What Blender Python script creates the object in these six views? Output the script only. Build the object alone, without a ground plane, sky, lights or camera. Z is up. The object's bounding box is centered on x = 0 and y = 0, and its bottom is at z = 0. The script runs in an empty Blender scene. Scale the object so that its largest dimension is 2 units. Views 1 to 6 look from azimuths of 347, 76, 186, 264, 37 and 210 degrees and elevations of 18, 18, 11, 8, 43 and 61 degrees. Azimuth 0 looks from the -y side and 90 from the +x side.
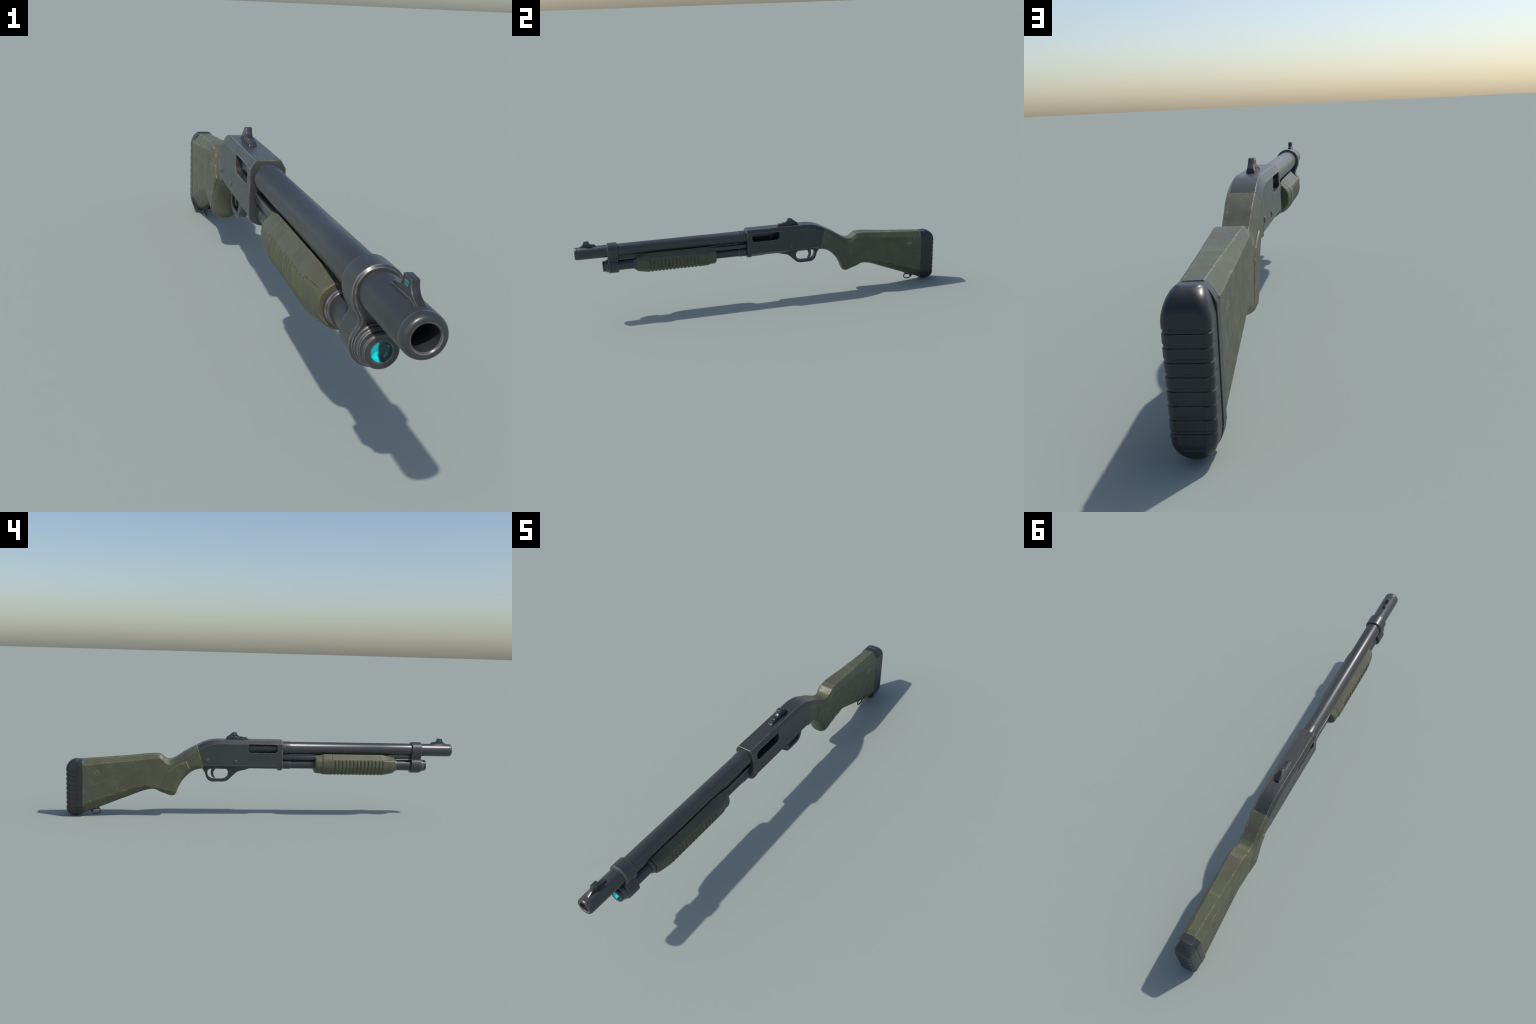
import bpy, bmesh, math
from mathutils import Vector

# ------------------------------------------------------------------ helpers
def lerp(a, b, t): return a + (b - a) * t
def clamp(v, a=0.0, b=1.0): return max(a, min(b, v))
def smooth(a, b, v):
    t = clamp((v - a) / (b - a)); return t * t * (3 - 2 * t)
def curve(pts, v):
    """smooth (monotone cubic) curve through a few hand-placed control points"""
    n = len(pts)
    if v <= pts[0][0]: return pts[0][1]
    if v >= pts[-1][0]: return pts[-1][1]
    d = [(pts[i+1][1]-pts[i][1])/(pts[i+1][0]-pts[i][0]) for i in range(n-1)]
    m = [d[0]] + [0 if d[i-1]*d[i] <= 0 else 2*d[i-1]*d[i]/(d[i-1]+d[i]) for i in range(1, n-1)] + [d[-1]]
    for i in range(n-1):
        if v <= pts[i+1][0]:
            h = pts[i+1][0]-pts[i][0]; t = (v-pts[i][0])/h
            return ((2*t**3-3*t*t+1)*pts[i][1] + (t**3-2*t*t+t)*h*m[i]
                    + (3*t*t-2*t**3)*pts[i+1][1] + (t**3-t*t)*h*m[i+1])
def line(pts, v):
    if v <= pts[0][0]: return pts[0][1]
    for i in range(len(pts)-1):
        if v <= pts[i+1][0]:
            return lerp(pts[i][1], pts[i+1][1], (v-pts[i][0])/(pts[i+1][0]-pts[i][0]))
    return pts[-1][1]

ROOT = bpy.data.objects.new("pump_action_shotgun", None)
ROOT.location = (.0006, 0, 0); ROOT.rotation_euler = (0, 0, -.0007)
ROOT["label"] = "dark metal pump-action shotgun with worn olive stock"
ROOT["category"] = "shotgun"
bpy.context.scene.collection.objects.link(ROOT)

def finish(name, bm, mat, parent=ROOT, angle=28):
    bmesh.ops.recalc_face_normals(bm, faces=bm.faces[:])
    me = bpy.data.meshes.new(name); bm.to_mesh(me); bm.free()
    return place(name, me, mat, parent, angle)
def place(name, me, mat, parent=ROOT, angle=28):
    me.materials.clear(); me.materials.append(mat)
    me.polygons.foreach_set("use_smooth", [True]*len(me.polygons))
    me.set_sharp_from_angle(angle=math.radians(angle))
    ob = bpy.data.objects.new(name, me)
    bpy.context.scene.collection.objects.link(ob); ob.parent = parent
    return ob

def sharp_rows(ob, n, rows, rings=None, on=True):
    """crease the lengthwise edges of a loft (ring size n) that run through the given ring points"""
    me = ob.data; rows = set(rows) | {n-r for r in rows}
    a = me.attributes.get("sharp_edge") or me.attributes.new("sharp_edge", 'BOOLEAN', 'EDGE')
    for e in me.edges:
        u, v = e.vertices
        if u % n == v % n and u % n in rows and (rings is None or rings[0] <= min(u, v)//n < rings[1]):
            a.data[e.index].value = on

def loft_bm(rings, caps=True, bm=None):
    bm = bm or bmesh.new()
    vs = [[bm.verts.new(p) for p in r] for r in rings]
    n = len(rings[0])
    for a, b in zip(vs, vs[1:]):
        for i in range(n):
            j = (i+1) % n
            bm.faces.new((a[i], a[j], b[j], b[i]))
    if caps:
        bm.faces.new(vs[0][::-1]); bm.faces.new(vs[-1])
    return bm

def revolve_bm(profile, zc, xc=0.0, seg=64, closed=False, bm=None):
    """profile: (y, radius) list swept round an axis parallel to y"""
    rings = []
    for y, r in profile:
        rings.append([(xc + r*math.sin(2*math.pi*k/seg), y, zc + r*math.cos(2*math.pi*k/seg)) for k in range(seg)])
    if closed: rings.append(rings[0])
    bm = loft_bm(rings, caps=not closed, bm=bm)
    bmesh.ops.remove_doubles(bm, verts=bm.verts[:], dist=1e-6)
    return bm

def plate_mesh(loops, half, bevel=0.0, seg=2):
    """flat piece in the y-z plane (outer loop and holes), with thickness along x and rounded edges"""
    cu = bpy.data.curves.new("profile", 'CURVE'); cu.dimensions = '2D'; cu.fill_mode = 'BOTH'
    cu.extrude = half - bevel; cu.bevel_depth = bevel; cu.bevel_resolution = seg; cu.offset = -bevel
    for lp in loops:
        sp = cu.splines.new('POLY'); sp.points.add(len(lp)-1)
        for p, q in zip(sp.points, lp): p.co = (q[0], q[1], 0, 1)
        sp.use_cyclic_u = True
    ob = bpy.data.objects.new("profile", cu); bpy.context.scene.collection.objects.link(ob)
    bpy.context.view_layer.update()
    me = bpy.data.meshes.new_from_object(ob.evaluated_get(bpy.context.evaluated_depsgraph_get()))
    bpy.data.objects.remove(ob); bpy.data.curves.remove(cu)
    for v in me.vertices: v.co = (v.co.z, v.co.x, v.co.y)
    bm = bmesh.new(); bm.from_mesh(me); bmesh.ops.remove_doubles(bm, verts=bm.verts[:], dist=1e-5)
    bmesh.ops.recalc_face_normals(bm, faces=bm.faces[:]); bm.to_mesh(me); bm.free()
    return me
def rounded(pts, r=0.003, n=5):
    """round the corners of a closed polygon; a point may carry its own radius as third value"""
    out = []; N = len(pts)
    for i in range(N):
        p = Vector(pts[i][:2]); a = Vector(pts[i-1][:2]); b = Vector(pts[(i+1) % N][:2])
        rr = pts[i][2] if len(pts[i]) > 2 else r
        da = a-p; db = b-p; la, lb = da.length, db.length
        k = min(rr, la*0.48, lb*0.48)
        p0 = p+da/la*k; p1 = p+db/lb*k
        for j in range(n+1):
            t = j/n; q = p0*(1-t)**2 + p*2*t*(1-t) + p1*t*t
            out.append((q.x, q.y))
    return out
def chaikin(pts, k=2):
    for _ in range(k):
        o = []
        for i in range(len(pts)):
            a, b = pts[i], pts[(i+1) % len(pts)]
            o += [(a[0]*.75+b[0]*.25, a[1]*.75+b[1]*.25), (a[0]*.25+b[0]*.75, a[1]*.25+b[1]*.75)]
        pts = o
    return pts
def mirror_half(half):
    """half outline from the top centre (x=0) to the bottom centre -> closed ring"""
    return half + [(-x, z) for x, z in half[-2:0:-1]]

# ---------------------------------------------------------------- materials
class N:
    def __init__(s, name):
        s.m = bpy.data.materials.new(name); s.m.use_nodes = True
        s.t = s.m.node_tree; s.t.nodes.clear()
        s.out = s.t.nodes.new('ShaderNodeOutputMaterial')
        s.b = s.t.nodes.new('ShaderNodeBsdfPrincipled')
        s.t.links.new(s.b.outputs[0], s.out.inputs[0])
        s.obj = s.t.nodes.new('ShaderNodeTexCoord').outputs['Object']
    def set(s, sock, v):
        if isinstance(v, bpy.types.NodeSocket): s.t.links.new(v, sock)
        else: sock.default_value = v
    def new(s, kind, inp=None, **kw):
        n = s.t.nodes.new(kind)
        for k, v in kw.items(): setattr(n, k, v)
        for k, v in (inp or {}).items(): s.set(n.inputs[k], v)
        return n
    def math(s, op, a, b=0.0, c=None):
        n = s.new('ShaderNodeMath', operation=op); n.use_clamp = False
        s.set(n.inputs[0], a); s.set(n.inputs[1], b)
        if c is not None: s.set(n.inputs[2], c)
        return n.outputs[0]
    def ramp(s, v, a, b, lo=0.0, hi=1.0, kind='SMOOTHSTEP'):
        n = s.new('ShaderNodeMapRange', {'Value': v, 'From Min': a, 'From Max': b, 'To Min': lo, 'To Max': hi},
                  interpolation_type=kind)
        return n.outputs[0]
    def coord(s, scale=(1, 1, 1), rot=(0, 0, 0), loc=(0, 0, 0)):
        return s.new('ShaderNodeMapping', {'Vector': s.obj, 'Scale': scale, 'Rotation': rot, 'Location': loc}).outputs[0]
    def noise(s, scale, detail=3.0, rough=0.55, vec=None, dist=0.0):
        return s.new('ShaderNodeTexNoise', {'Vector': vec or s.obj, 'Scale': scale, 'Detail': detail,
                                            'Roughness': rough, 'Distortion': dist}).outputs['Fac']
    def mix(s, f, a, b):
        n = s.new('ShaderNodeMix', data_type='RGBA')
        s.set(n.inputs[0], f); s.set(n.inputs[6], a); s.set(n.inputs[7], b)
        return n.outputs[2]
    def edge(s, radius):
        """0 on flat surface, rises at edges: angle between the true and a rounded normal"""
        bev = s.new('ShaderNodeBevel', {'Radius': radius}, samples=8)
        geo = s.new('ShaderNodeNewGeometry')
        d = s.new('ShaderNodeVectorMath', operation='DOT_PRODUCT')
        s.set(d.inputs[0], bev.outputs[0]); s.set(d.inputs[1], geo.outputs['Normal'])
        return s.math('SUBTRACT', 1.0, d.outputs['Value'])

def col(r, g, b): return (r, g, b, 1.0)

def metal(name, base, worn, rough=0.42, metallic=0.0, edge_r=0.004, wear=1.0, spec=0.5, bevel=0.0012):
    n = N(name)
    big = n.noise(9, 3); fine = n.noise(160, 3, 0.6)
    streak = n.noise(40, 4, 0.6, n.coord((3, .5, 3)))
    tone = n.mix(n.ramp(big, .3, .7), col(*[c*.93 for c in base]), col(*[c*1.07 for c in base]))
    tone = n.mix(n.ramp(fine, .62, .8, 0, .22), tone, col(*[c*1.7 for c in base]))
    e = n.edge(edge_r)
    wn = n.noise(55, 4, .65)
    mask = n.math('MULTIPLY', n.ramp(e, .003, .032), n.ramp(wn, .36, .6, .30, 1.0))
    mask = n.math('MULTIPLY', mask, wear)
    # tiny dark pits and pale hairline scratches
    pit = n.new('ShaderNodeTexVoronoi', {'Vector': n.obj, 'Scale': 60.0}).outputs['Distance']
    pitm = n.math('MULTIPLY', n.ramp(pit, .05, .09, 1, 0), n.ramp(n.noise(6, 2), .56, .62))
    scr = n.noise(9, 1, .4, n.coord((5, .8, 2.2), (.5, .3, .2)), .15)
    scm = n.math('MULTIPLY', n.ramp(n.math('ABSOLUTE', n.math('SUBTRACT', scr, .5)), 0, .006, 1, 0),
                 n.ramp(n.noise(17, 2), .57, .68, 0, .25))
    c = n.mix(mask, tone, col(*worn))
    c = n.mix(scm, c, col(*worn))
    c = n.mix(n.math('MULTIPLY', pitm, .8), c, col(.006, .006, .007))
    n.set(n.b.inputs['Base Color'], c)
    n.set(n.b.inputs['Metallic'], metallic)
    n.set(n.b.inputs['Specular IOR Level'], spec)
    r = n.math('ADD', n.ramp(streak, .3, .7, rough-.02, rough+.03), n.math('MULTIPLY', mask, -.05))
    n.set(n.b.inputs['Roughness'], r)
    bev = n.new('ShaderNodeBevel', {'Radius': bevel}, samples=6)
    bmp = n.new('ShaderNodeBump', {'Strength': .05, 'Distance': .001, 'Height': fine, 'Normal': bev.outputs[0]})
    n.set(n.b.inputs['Normal'], bmp.outputs[0])
    return n.m

def polymer(name, base, brown, worn, seams=False, rough=0.5, wear=1.0):
    n = N(name)
    pos = n.new('ShaderNodeSeparateXYZ', {'Vector': n.obj})
    big = n.noise(11, 2.5, .5, n.coord((.6, 1, 1)), .6)
    mid = n.noise(38, 4, .6)
    fine = n.noise(420, 2, .6)
    c = n.mix(n.ramp(big, .36, .58), col(*base), col(*brown))
    c = n.mix(n.ramp(mid, .35, .75, 0, .35), c, col(*[v*.72 for v in base]))
    c = n.mix(n.ramp(fine, .45, .8, 0, .18), c, col(*[v*1.6 for v in base]))
    # paint worn off in patches along the edges
    e1 = n.ramp(n.edge(.0035), .004, .035)
    e2 = n.ramp(n.edge(.010), .006, .05)
    chip = n.noise(70, 5, .68, n.coord((1, 1, 1), (.2, .1, .3)), .5)
    w = n.math('MAXIMUM', n.math('MULTIPLY', e1, n.ramp(chip, .44, .56, .06, .8)),
               n.math('MULTIPLY', e2, n.ramp(chip, .57, .64, 0, .9)))
    # crossing scratches: thin iso-lines of stretched noise, broken up by a second noise
    def scratches(rot, seed, gate):
        v = n.noise(7, 1, .35, n.coord((1, 1, 2.6), rot, (seed, seed, 0)), .15)
        l = n.ramp(n.math('ABSOLUTE', n.math('SUBTRACT', v, .5)), 0, .0045, 1, 0)
        return n.math('MULTIPLY', l, n.ramp(n.noise(16, 3, .6, n.coord((1, 1, 1), (0, 0, 0), (seed*2, 0, 1))), gate, gate+.06, 0, .6))
    w = n.math('MAXIMUM', w, scratches((.9, 0, 0), 3.1, .57))
    w = n.math('MAXIMUM', w, scratches((-.7, 0, 0), 7.7, .59))
    fl = n.new('ShaderNodeTexVoronoi', {'Vector': n.coord((1, 1, 1.6)), 'Scale': 75.0}).outputs['Distance']
    w = n.math('MAXIMUM', w, n.math('MULTIPLY', n.ramp(fl, .10, .16, .7, 0), n.ramp(n.noise(13, 2), .60, .66)))
    if seams:
        def patch(y0, z0, ry, rz):
            dy = n.math('DIVIDE', n.math('SUBTRACT', pos.outputs['Y'], y0), ry)
            dz = n.math('DIVIDE', n.math('SUBTRACT', pos.outputs['Z'], z0), rz)
            d = n.math('ADD', n.math('MULTIPLY', dy, dy), n.math('MULTIPLY', dz, dz))
            rub = n.noise(150, 6, .75, n.coord((1, .6, 1.3), (.5, 0, 0)), .6)
            lim = n.ramp(d, 0, 1, .06, -.16)
            return n.ramp(n.math('ADD', rub, lim), .565, .60, 0, .75)
        for q in ((.886, .254, .026, .014), (.882, .080, .024, .012), (.850, .232, .030, .020), (.640, .157, .035, .008), (.705, .136, .035, .008), (.775, .113, .035, .008), (.835, .094, .03, .008)):
            w = n.math('MAXIMUM', w, patch(*q))
        geo = n.new('ShaderNodeNewGeometry')
        nz = n.new('ShaderNodeSeparateXYZ', {'Vector': geo.outputs['True Normal']}).outputs['Z']
        wob = n.ramp(n.noise(60, 2), 0, 1, -.0012, .0012, 'LINEAR')
        yy = n.math('ADD', pos.outputs['Y'], wob)
        for y0 in (.724, .7305, .5415, .550):
            l = n.ramp(n.math('ABSOLUTE', n.math('SUBTRACT', yy, y0)), .0004, .0016, .55, 0)
            l = n.math('MULTIPLY', l, n.ramp(nz, .9, .95))
            w = n.math('MAXIMUM', w, n.math('MULTIPLY', l, n.ramp(chip, .35, .5, .35, 1)))
    c = n.mix(n.math('MULTIPLY', w, wear), c, col(*worn))
    n.set(n.b.inputs['Base Color'], c)
    n.set(n.b.inputs['Roughness'], n.ramp(mid, .3, .7, rough-.06, rough+.08))
    n.set(n.b.inputs['Specular IOR Level'], .5)
    bev = n.new('ShaderNodeBevel', {'Radius': .0015}, samples=6)
    bmp = n.new('ShaderNodeBump', {'Strength': .06, 'Distance': .001, 'Height': fine, 'Normal': bev.outputs[0]})
    n.set(n.b.inputs['Normal'], bmp.outputs[0])
    return n.m

def plain(name, c, rough, metallic=0.0):
    n = N(name)
    t = n.noise(120, 2)
    n.set(n.b.inputs['Base Color'], n.mix(n.ramp(t, .3, .7), col(*[v*.85 for v in c]), col(*[min(1, v*1.1) for v in c])))
    n.set(n.b.inputs['Roughness'], rough); n.set(n.b.inputs['Metallic'], metallic)
    return n.m

STEEL = metal("blued_steel", (.031, .033, .034), (.20, .18, .165), .33, spec=.7, edge_r=.0035)
RECV = metal("receiver_steel", (.034, .037, .035), (.21, .185, .16), .35, edge_r=.0035, spec=.6)
PIN = metal("pin_steel", (.048, .053, .056), (.20, .18, .165), .33, edge_r=.0015, spec=.6, bevel=.0008)
BLACK = metal("sight_metal", (.023, .024, .025), (.16, .145, .13), .32, edge_r=.002, bevel=.0008, spec=.6)
RUBBER = metal("black_rubber", (.023, .025, .026), (.095, .09, .085), .36, edge_r=.0025, wear=.6)
STOCK = polymer("olive_polymer", (.090, .099, .052), (.083, .078, .049), (.31, .245, .15), seams=True, rough=.44)
GREEN = polymer("olive_forend_polymer", (.089, .097, .052), (.084, .080, .050), (.27, .22, .14), rough=.44, wear=.55)
TEAL = plain("dark_teal_glass", (.012, .075, .08), .2)
DIM = plain("teal_sight_glass", (.012, .26, .26), .3)

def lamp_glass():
    """lens bowl: baked reflection painted as cyan glow on one side, fading to painted dark on the other"""
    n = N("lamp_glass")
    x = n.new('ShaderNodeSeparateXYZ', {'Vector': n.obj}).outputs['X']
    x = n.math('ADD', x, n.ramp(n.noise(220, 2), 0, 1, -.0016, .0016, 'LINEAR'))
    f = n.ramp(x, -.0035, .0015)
    c = n.mix(f, col(.0, .62, .65), col(.010, .040, .043))  # glow put into the colour: one half bright cyan, the other dark
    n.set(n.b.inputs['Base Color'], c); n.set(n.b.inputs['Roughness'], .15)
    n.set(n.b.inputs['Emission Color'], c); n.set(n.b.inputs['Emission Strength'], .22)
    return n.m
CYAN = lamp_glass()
BORE = plain("bore_steel", (.03, .029, .028), .45)

# ------------------------------------------------------- barrel and magazine
BZ, MZ = 0.3594, 0.2767          # barrel axis, magazine tube axis
BR = 0.0330
prof = [(-.085, .0342), (-.1355, .0342), (-.1375, .0336), (-.139, BR), (-.60, BR), (-.9845, BR), (-.9854, BR-.0003), (-.9865, BR)]
for k in range(1, 9):            # rounded muzzle
    a = k/8*math.pi/2
    prof.append((-.988 - .012*math.sin(a), BR - .0072*(1-math.cos(a))))
prof += [(-.9995, .0215), (-.9975, .0198), (-.995, .0193), (-.80, .0193), (-.80, .0005), (-.79, .0005), (-.085, .0005)]
finish("barrel", revolve_bm(prof, BZ, closed=True), STEEL)

mag = [(-.085, .0265), (-.137, .0265), (-.140, .0243), (-.45, .0243), (-.45, .028), (-.80, .028), (-.80, .001), (-.085, .001)]
finish("magazine_tube", revolve_bm(mag, MZ, closed=True), STEEL)
rib = plate_mesh([rounded([(-.085, .309), (-.085, .324), (-.79, .324), (-.79, .309)], .002)], .012, .001)
place("barrel_rib", rib, STEEL)

def box_bm(x0, x1, y0, y1, z0, z1, bev=.0015):
    bm = bmesh.new(); bmesh.ops.create_cube(bm, size=1)
    for v in bm.verts:
        v.co = (lerp(x0, x1, v.co.x+.5), lerp(y0, y1, v.co.y+.5), lerp(z0, z1, v.co.z+.5))
    if bev: bmesh.ops.bevel(bm, geom=bm.edges[:], offset=bev, segments=2, affect='EDGES', profile=.5)
    return bm
for sgn in (-1, 1):
    a, b = sorted((sgn*.0215, sgn*.0285))
    finish("action_bar", box_bm(a, b, -.34, -.085, .3035, .3225), STEEL)

# ------------------------------------------------------------------ receiver
SH = 0.283                        # slant of the receiver/stock joint
TOPZ = [(-.0945, .4008), (.230, .4008), (.262, .3986), (.300, .3898), (.325, .3795), (.345, .3688), (.36, .360)]
def rec_section(y, shear, front=0.0, inset=0.0):
    zt0 = curve(TOPZ, y)
    pts = []
    for _ in range(1):
        t, w = .0304-inset, .0431-inset
    ya = y
    zt = zt0
    if shear:
        for _ in range(6):
            ya = y + (zt-.3115)*SH*shear; zt = curve(TOPZ, ya)
    zt -= inset
    zc = zt - .0205 + inset*.3
    zl = .2700
    zb = lerp(.2535, .2420, front) + inset
    half = [(t*i/4, zt) for i in range(5)]
    half += [(lerp(t, w, i/3), lerp(zt, zc, i/3)) for i in range(1, 4)]
    half += [(w, lerp(zc, zl, i/8)) for i in range(1, 9)]
    for i in range(1, 9):
        f = i/8
        a = f*math.pi/2
        cx, cz = w*math.cos(a), zl-(zl-zb)*math.sin(a)           # round lip at the front
        if f < .5: kx, kz = lerp(w, .0225, f*2), lerp(zl, zb, (f*2)**.8)
        else: kx, kz = lerp(.0225, 0, f*2-1), zb
        half.append((lerp(kx, cx, front), lerp(kz, cz, front)))
    half[-1] = (0, zb)
    return [(x, y + (z-.3115)*SH*shear, z) for x, z in mirror_half(half)]
st = [(-.0950, 0, 1, .0030), (-.0945, 0, 1, .0012), (-.0930, 0, 1, 0), (-.079, 0, 1, 0), (-.073, 0, .85, 0), (-.070, 0, 0, 0)]
st += [(y/1000, 0, 0, 0) for y in range(-50, 200, 25)]
for k in range(25):
    s = lerp(.200, .3275, k/24); st.append((s, smooth(.17, .30, s), 0, 0))
st += [(.3285, 1, 0, .0012)]
rec = finish("receiver", loft_bm([rec_section(*s) for s in st]), RECV, angle=20)

slot = plate_mesh([rounded([(-.0685, .3355, .020), (.085, .3355, .020), (.085, .3806, .013), (-.0685, .3806, .018)], .018, 10)], .07)
cut = place("cutter", slot, RECV)
md = rec.modifiers.new("port", 'BOOLEAN'); md.object = cut; md.operation = 'DIFFERENCE'; md.solver = 'EXACT'
bpy.context.view_layer.update()
me = bpy.data.meshes.new_from_object(rec.evaluated_get(bpy.context.evaluated_depsgraph_get()))
rec.modifiers.clear(); rec.data = me; me.name = "receiver"
me.materials.clear(); me.materials.append(RECV)
me.polygons.foreach_set("use_smooth", [True]*len(me.polygons)); me.set_sharp_from_angle(angle=math.radians(20))
bpy.data.objects.remove(cut)
# the bolt is a curved shell that closes the port on one side only; from the other side one looks into the hollow
def bolt_ring(y, r):
    arc = [math.radians(lerp(-150, -30, k/16)) for k in range(17)]
    o = [(r*math.sin(a), y, .3575+r*math.cos(a)) for a in arc]
    return o + [((r-.004)*math.sin(a), y, .3575+(r-.004)*math.cos(a)) for a in arc[::-1]]
finish("bolt", loft_bm([bolt_ring(y, r) for y, r in ((-.075, .030), (.050, .030), (.051, .0288), (.053, .0288), (.054, .030), (.10, .030))]), STEEL, rec)
finish("loading_gate", box_bm(.003, .017, -.0725, .001, .2487, .262, .002), RECV, rec)

# round-headed pins on both sides, with a small socket
pp = [(0, .0088), (.0012, .0088), (.0030, .0076), (.0040, .0055), (.0043, .0024), (.0030, .0018), (.0030, .0002), (0, .0002)]
pin_me = None
for sgn in (-1, 1):
    for py, pz in ((.2938, .2965), (.1485, .2905)):
        if pin_me is None:
            bm = revolve_bm(pp, 0, seg=28, closed=True)
            for v in bm.verts: v.co = (-v.co.y*.75, v.co.x, v.co.z)
            ob = finish("pin", bm, PIN, rec); pin_me = ob.data
        else:
            ob = bpy.data.objects.new("pin", pin_me); bpy.context.scene.collection.objects.link(ob); ob.parent = rec
        ob.location = (sgn*.0429, py, pz)
        if sgn > 0: ob.rotation_euler = (0, 0, math.pi)

# ------------------------------------------------------------- trigger group
outer = [(.3200, .2570, .002), (.3165, .2470, .004), (.3035, .2290, .01), (.2990, .2100, .012), (.2890, .1900, .012), (.2690, .1803, .012),
         (.2040, .1808, .012), (.1860, .1868, .012), (.1600, .2120, .012), (.1360, .2350, .014), (.0980, .2435, .012), (.0770, .2500, .004), (.0760, .2570, .002)]
inner = [(.2790, .2478, .006), (.2895, .2375, .008), (.2905, .2240, .010), (.2840, .2060, .012), (.2630, .1947, .014),
         (.2060, .1951, .010), (.1890, .2060, .012), (.1822, .2230, .012), (.1860, .2400, .008), (.1940, .2478, .006)]
place("trigger_guard", plate_mesh([rounded(outer, .008, 6), rounded(inner, .006, 6)], .0125, .002), RECV)
trig = chaikin([(.268, .256), (.2705, .245), (.2730, .226), (.2690, .210), (.2600, .2010), (.2530, .1975), (.2500, .2025),
                (.2560, .2110), (.2595, .2220), (.2575, .2360), (.2480, .2470), (.246, .256)], 2)
place("trigger", plate_mesh([trig], .0065, .0018), RECV)

# -------------------------------------------------------------------- sights
fs = [(-.890, .386), (-.8905, .3945), (-.8955, .4012), (-.9170, .4035, .004), (-.9225, .4110, .004), (-.9235, .4212, .0015),
      (-.9490, .4200, .0015), (-.9505, .4110, .003), (-.9560, .4020, .004), (-.9770, .3915), (-.980, .386)]
fsight = place("front_sight", plate_mesh([rounded(fs, .0015, 4)], .0066, .0010), BLACK)
place("sight_base", plate_mesh([rounded([(-.8895, .384), (-.8895, .3950), (-.955, .3970), (-.9785, .3905), (-.9785, .384)], .002)], .0082, .0010), BLACK, fsight)
rs = [(.1985, .398), (.1945, .4125), (.1770, .4245, .006), (.1620, .4375, .005), (.1440, .4380, .003), (.1385, .4240, .005), (.1270, .4165, .004),
      (.1090, .4150), (.1080, .4120), (.0990, .4118), (.0985, .4135), (.0900, .4130), (.0880, .4060), (.0800, .4040), (.0795, .398)]
rsight = place("rear_sight", plate_mesh([rounded(rs, .0018, 4)], .0084, .0014), BLACK)
place("sight_base", plate_mesh([rounded([(.1995, .398), (.1955, .4085), (.170, .4180, .006), (.150, .4180, .006), (.130, .4090), (.0850, .4070), (.0790, .398)], .003)], .0104, .0014), BLACK, rsight)
def insert(parent, y, z, w, h, hx):
    fr = rounded([(y-w, z-h), (y+w, z-h), (y+w, z+h), (y-w, z+h)], h*.6, 4)
    ho = rounded([(y-w*.5, z-h*.45), (y+w*.5, z-h*.45), (y+w*.5, z+h*.45), (y-w*.5, z+h*.45)], h*.3, 4)
    f = place("sight_insert", plate_mesh([fr, ho], hx+.0005, .0002, 1), DIM, parent)
    place("insert_core", plate_mesh([[(a*.98+y*.02, b*.98+z*.02) for a, b in ho]], hx+.0001, 0), TEAL, parent)
insert(fsight, -.9370, .4108, .0062, .0042, .0066)
insert(rsight, .1520, .4285, .0052, .0040, .0084)
def screw(parent, y, z, r, hx):
    bm = revolve_bm([(-hx, r), (-hx*.92, r*1.0), (hx*.92, r), (hx, r*.7), (hx, .0001), (-hx, .0001)], 0, seg=20, closed=True)
    for v in bm.verts: v.co = (v.co.y, v.co.x + y, v.co.z + z)
    finish("screw", bm, BLACK, parent)
screw(rsight, .1640, .4130, .0038, .0118)
screw(rsight, .1070, .4075, .0026, .0112)

# ------------------------------------------------------ barrel clamp and lamp
def clamp_section(y, ins):
    r1, r2, nk = .0410-ins, .0397-ins, .0265-ins
    zt, zb = BZ+r1, MZ-r2
    half = []; n = 64
    for i in range(n+1):
        z = zt + (zb-zt)*(.5-.5*math.cos(math.pi*i/n))
        a = r1*math.sqrt(max(0, 1-((z-BZ)/(r1 if z > BZ else r1+.012))**2)); b = math.sqrt(max(0, r2*r2-(z-MZ)**2))
        x = max(a, b)
        if MZ < z < BZ:            # waist between the two rings
            p = 7; x = (a**p + b**p + nk**p)**(1/p)
            x = min(x, max(r1, r2))
        half.append((x if 0 < i < n else 0.0, z))
    return [(x, y, z) for x, z in mirror_half(half)]
cst = [(-.7815, .0040), (-.7845, 0), (-.8315, 0), (-.8352, .0042)]
finish("barrel_clamp", loft_bm([clamp_section(*c) for c in cst]), STEEL)
lamp = [(-.80, .0345), (-.8400, .0345), (-.8425, .0322), (-.8435, .0318), (-.8465, .0318), (-.8480, .0300), (-.8490, .0282), (-.8615, .0286),
        (-.8640, .0268), (-.8648, .0245), (-.8648, .0178), (-.8638, .0166), (-.8520, .0160), (-.8520, .001), (-.80, .001)]
lob = finish("lamp_housing", revolve_bm(lamp, MZ, closed=True), STEEL)
finish("lamp_lens", revolve_bm([(-.8634, .0163), (-.8560, .0150), (-.8545, .0135), (-.8535, .0120), (-.8530, .0005), (-.8521, .0005), (-.8521, .0163)], MZ, closed=True), CYAN, lob)

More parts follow.
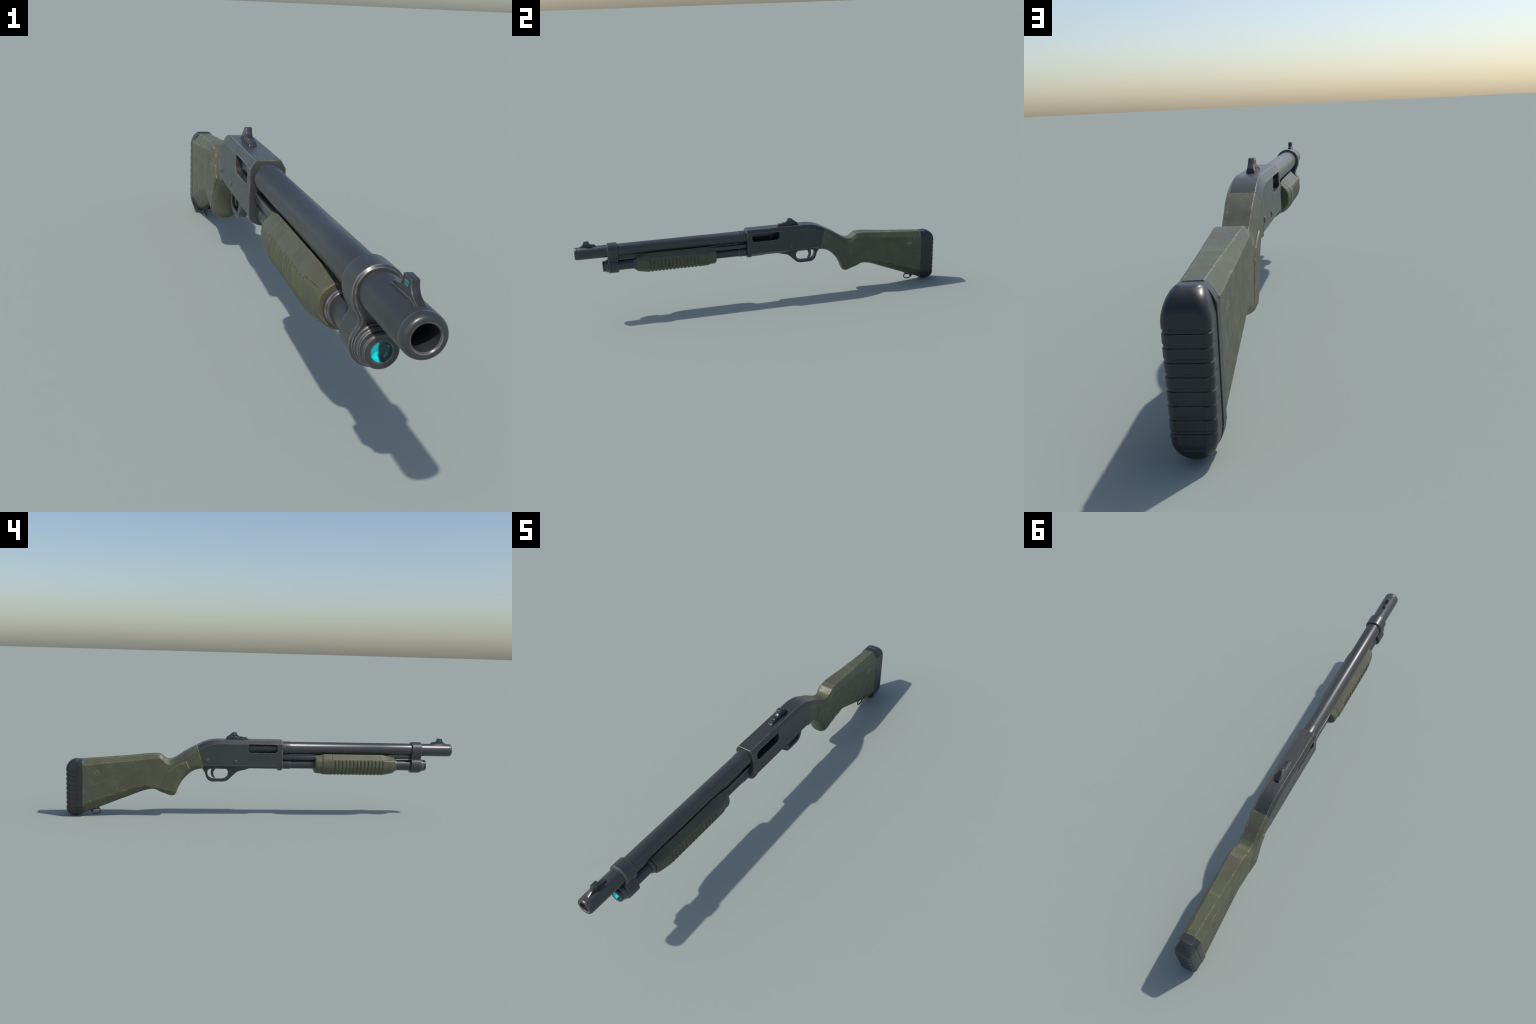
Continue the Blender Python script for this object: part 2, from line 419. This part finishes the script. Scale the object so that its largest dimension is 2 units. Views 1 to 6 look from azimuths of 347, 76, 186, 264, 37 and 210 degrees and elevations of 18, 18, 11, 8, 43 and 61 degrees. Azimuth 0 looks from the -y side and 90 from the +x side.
# ------------------------------------------------------------------- forend
GROOVES = [-.3665 - .01945*k for k in range(14)]
def fe_section(y):
    rx = line([(-.690, .0440), (-.684, .0462), (-.673, .0490), (-.621, .0568), (-.36, .0568), (-.309, .0562), (-.301, .0525), (-.275, .0515), (-.266, .0480)], y)
    rz = line([(-.691, .0380), (-.685, .0440), (-.628, .0548), (-.36, .0548), (-.309, .0528), (-.301, .0490), (-.274, .0470), (-.266, .0400)], y)
    e1x = line([(-.690, .0185), (-.620, .0262)], y)
    e1z = line([(-.690, .3190), (-.620, .3328), (-.315, .3325), (-.290, .3265), (-.268, .3245)], y)
    e2z = line([(-.690, .3065), (-.62, .3080), (-.268, .3060)], y)
    def upx(z, r=0.0): return (rx-r)*(1-abs((z-MZ)/rz)**2.8)**(1/2.8)
    sa = clamp((e2z-MZ)/rz, 0, .9); a0 = math.asin(sa)
    half = []
    for i in range(7):             # trough under the barrel
        x = e1x*i/6
        zt = BZ - math.sqrt(.0355**2 - x*x)
        half.append((x, min(zt, e1z - .0)))
    half.append((e1x, e1z)) if half[-1][1] < e1z-.0005 else half.append((e1x+.0004, e1z))
    e2x = upx(e2z)
    notch = (1-smooth(-.627, -.617, y))*smooth(-.682, -.672, y) + smooth(-.362, -.352, y)*(1-smooth(-.31, -.30, y))
    cutl = math.exp(-((y+.3535)/.0014)**2)*.0020
    for i in range(1, 9): half.append((lerp(e1x, e2x-.001, i/8)-cutl*.6, lerp(e1z, e2z+.0005, i/8)-cutl*.8))
    half.append((e2x-.0022*notch-.0004, e2z-.0006)); half.append((e2x-.0022*notch, e2z-.0016)); half.append((e2x, e2z-.0028))
    a1 = math.asin(clamp((e2z-.0030-MZ)/rz, 0, .9))
    g = 0.0
    for gy in GROOVES:
        d = (y-gy)/.0034
        g = max(g, math.exp(-d*d))
    for i in range(1, 45):
        a = lerp(a1, -math.pi/2, i/44)
        dep = .0050*g*smooth(0, .10, a1-a)
        zz = MZ+(rz-dep)*math.sin(a)
        half.append((upx(MZ+rz*math.sin(a), dep) if a > 0 else (rx-dep)*math.cos(a), zz))
    half[-1] = (0.0, half[-1][1])
    return [(x, y, z) for x, z in mirror_half(half)]
ys = [-.690 + .001*k for k in range(int((.690-.266)/.001)+1)]
fe_rings = [fe_section(y) for y in ys]
fe = finish("forend", loft_bm(fe_rings), GREEN, angle=32)
sharp_rows(fe, len(fe_rings[0]), (6, 7, 15))
finish("forend_ring", revolve_bm([(-.66, .0370), (-.6935, .0370), (-.6965, .0355), (-.6975, .0335), (-.7015, .0332), (-.7030, .0318), (-.7032, .027), (-.66, .027)], MZ, closed=True), STEEL)

# -------------------------------------------------------------------- stock
S_TOP = [(.31, .386), (.345, .3692), (.402, .3380), (.438, .3135), (.460, .3010), (.483, .2946), (.500, .2985), (.515, .3095), (.530, .3190), (.548, .3214), (.700, .3088), (.918, .2912)]
S_BOT = [(.300, .2530), (.3226, .2478), (.340, .2440), (.367, .2335), (.395, .2110), (.421, .1800), (.439, .1450), (.450, .1175), (.458, .1085), (.470, .1055), (.504, .1160), (.536, .1280), (.552, .1375), (.568, .1406), (.599, .1345), (.702, .0965), (.831, .0465), (.920, .0120)]
S_T = [(.33, .0300), (.45, .0280), (.483, .0270), (.54, .0305), (.64, .0270), (.73, .0232), (.918, .0182)]
S_W = [(.33, .0431), (.40, .0415), (.46, .0405), (.52, .0415), (.57, .0439), (.70, .0439), (.918, .0436)]
S_WL = [(.33, .0422), (.42, .0408), (.50, .0402), (.57, .0424), (.70, .0424), (.918, .0414)]
S_UP = [(.33, .0205), (.42, .0290), (.483, .0280), (.535, .0190), (.56, .0205), (.70, .0240), (.918, .0290)]
S_H = [(.33, .012), (.36, .026), (.42, .050), (.445, .048), (.465, .034), (.52, .026), (.55, .018), (.568, .015), (.62, .034), (.75, .044), (.918, .050)]
PANEL = [(.5300, .1480), (.4720, .1320), (.4590, .1530), (.4440, .1805), (.4280, .2040), (.4060, .2300), (.3830, .2490), (.4010, .2875), (.4330, .2740), (.4650, .2550), (.4880, .2320), (.5080, .1980)]
def poly_sd(y, z):
    inside = False; d = 1e9; n = len(PANEL)
    for i in range(n):
        ax, ay = PANEL[i]; bx, by = PANEL[(i+1) % n]
        ex, ey = bx-ax, by-ay
        t = clamp(((y-ax)*ex+(z-ay)*ey)/(ex*ex+ey*ey))
        d = min(d, math.hypot(y-ax-ex*t, z-ay-ey*t))
        if (ay > z) != (by > z) and y < (bx-ax)*(z-ay)/(by-ay)+ax: inside = not inside
    return d if inside else -d
def stock_section(s):
    fade = 1-smooth(.335, .45, s)
    def solve(tab, z):
        for _ in range(12): z = curve(tab, s+(z-.3115)*SH*fade)
        return z
    zt, zb = solve(S_TOP, .33), solve(S_BOT, .25)
    t, w, wl = curve(S_T, s), curve(S_W, s), curve(S_WL, s)
    zu = zt-curve(S_UP, s); zl = zb+curve(S_H, s)
    half = [(t*i/5, zt) for i in range(6)]
    half += [(lerp(t, w, i/6), lerp(zt, zu, i/6)) for i in range(1, 7)]
    half += [(lerp(w, wl, i/60), lerp(zu, zl, i/60)) for i in range(1, 61)]
    for i in range(1, 25):
        a = i/24*math.pi/2
        k = .62*smooth(.56, .64, s)
        half.append((wl*lerp(max(0, math.cos(a))**.88, 1-i/24, k), zl-(zl-zb)*math.sin(a)**.95))
    half[-1] = (0.0, zb)
    out = []
    for x, z in half:
        y = s+(z-.3115)*SH*fade
        if .36 < y < .55 and x > .02: x += lerp(.0032, .0016, smooth(.44, .53, y))*smooth(-.0008, .0008, poly_sd(y, z))
        out.append((x, y, z))
    return out + [(-x, y, z) for x, y, z in out[-2:0:-1]]
N_ST = 330
srings = [stock_section(lerp(.3295, .917, k/N_ST)) for k in range(N_ST+1)]
first = srings[0]; srings = [[(x*.965, y-.0008, .3115+(z-.3115)*.975) for x, y, z in first]] + srings
stock = finish("stock", loft_bm(srings), STOCK, angle=26)
sharp_rows(stock, len(srings[0]), (5,)); sharp_rows(stock, len(srings[0]), (11,), (0, 40)); sharp_rows(stock, len(srings[0]), (11,), (124, 400))
sharp_rows(stock, len(srings[0]), (10, 11, 12), (40, 124), False)   # the bevel melts away round the wrist
sharp_rows(stock, len(srings[0]), (71,), (150, 400))

# ----------------------------------------------------------------- butt pad
PAD_G = [.2265-.02393*k for k in range(8)]
def pad_w(z, top, w, hh=.050, mixl=.2):
    v = w
    if z > top-hh: q = (z-(top-hh))/hh; v = lerp(.0178, w, lerp(math.sqrt(max(0, 1-q*q)), 1-q, mixl))
    if z < .048: v = (w-.001)*math.sqrt(max(0.0004, 1-((.048-z)/.048)**2))
    return v * line([(0, .955), (.20, 1.0), (.3, 1.0)], z)
def pad_ring(z, front, rear, w, rad, groove=0.0, n=10):
    rad = max(.0005, min(rad, w*.9, (rear-front)*.95))
    half = [(w*i/6, front) for i in range(6)]+[(w-.0006, front), (w, front+.0008)]
    yy = rear-rad
    for i in range(1, 7): half.append((w - groove*.45*smooth(.962, .964, lerp(front, yy, i/6)), lerp(front+.0008, max(yy, front+.001), i/6)))
    for i in range(1, n+1):
        a = i/n*math.pi/2
        half.append((w-groove*.45-rad+rad*math.cos(a), yy+rad*math.sin(a)-groove*math.sin(a)))
    xx = half[-1][0]
    ye = half[-1][1]
    for i in range(1, 15):
        x = xx*(1-i/14)
        face = z < .212+.044*math.sqrt(max(0, 1-(x/.034)**2)) and z > .028 and x < .0335
        half.append((x, ye-(.0006 if face and groove < .0001 else 0)))
    ring = half+[(-x, y) for x, y in half[-2:0:-1]]
    return [(x, y, z) for x, y in ring]
TOP = .2925
zs = [TOP*k/360 for k in range(361)]
rings = []
for z in zs:
    fr = line([(0, .952), (.004, .9445), (TOP-.003, .9445), (TOP, .950)], z)
    if z > .24: rear = .948+.052*math.sqrt(max(0, 1-((z-.24)/(TOP+.0005-.24))**2))
    elif z < .04: rear = .960+.040*math.sqrt(max(0, 1-((.04-z)/.0405)**2))
    else: rear = 1.0
    g = 0.0
    for gz in PAD_G:
        d = abs(z-gz); g = max(g, 1-smooth(.0022, .0042, d))
    rings.append(pad_ring(z, fr, max(rear, fr+.004), pad_w(z, TOP, .0418), .018, .0030*g))
pad = finish("butt_pad", loft_bm(rings), RUBBER, angle=35)
rings = []
for k in range(121):
    z = lerp(.004, TOP-.0025, k/120)
    fr = line([(.004, .9425), (.0125, .9185), (.014, .9165), (.3, .9165)], z)
    fr = max(.9165, .9165+(.0135-z)*2.6)
    rings.append(pad_ring(z, fr, .9450, pad_w(z, TOP-.001, .0437, .033, .45), .001))
finish("pad_spacer", loft_bm(rings), RUBBER, pad, angle=35)

# -------------------------------------------------------------- sling swivel
def tube(name, pts, r, mat, parent, cyclic=True, sx=1.0):
    rings = []; n = len(pts)
    for i, p in enumerate(pts):
        a, b = Vector(pts[i-1]), Vector(pts[(i+1) % n])
        d = (b-a).normalized(); nrm = Vector((-d.y, d.x))
        rr = r(i/n) if callable(r) else r
        rings.append([(sx*rr*math.sin(2*math.pi*k/14), p[0]+nrm.x*rr*math.cos(2*math.pi*k/14), p[1]+nrm.y*rr*math.cos(2*math.pi*k/14)) for k in range(14)])
    rings.append(rings[0])
    bm = loft_bm(rings, caps=False); bmesh.ops.remove_doubles(bm, verts=bm.verts[:], dist=1e-6)
    return finish(name, bm, mat, parent)
loop = rounded([(.8790, .0290, .006), (.8735, .0090, .010), (.8400, .0085, .010), (.8335, .0180, .008), (.8345, .0320, .008), (.8450, .0345, .006)], .008, 6)
sw = tube("sling_swivel", loop, .0030, BLACK, ROOT)
place("swivel_stud", plate_mesh([rounded([(.836, .0330, .002), (.840, .0450, .004), (.848, .0500), (.852, .0350)], .003)], .0045, .0012), BLACK, sw)
place("swivel_stud", plate_mesh([rounded([(.869, .0170, .002), (.882, .0180, .003), (.885, .0330, .004), (.868, .0360)], .003)], .0045, .0012), BLACK, sw)
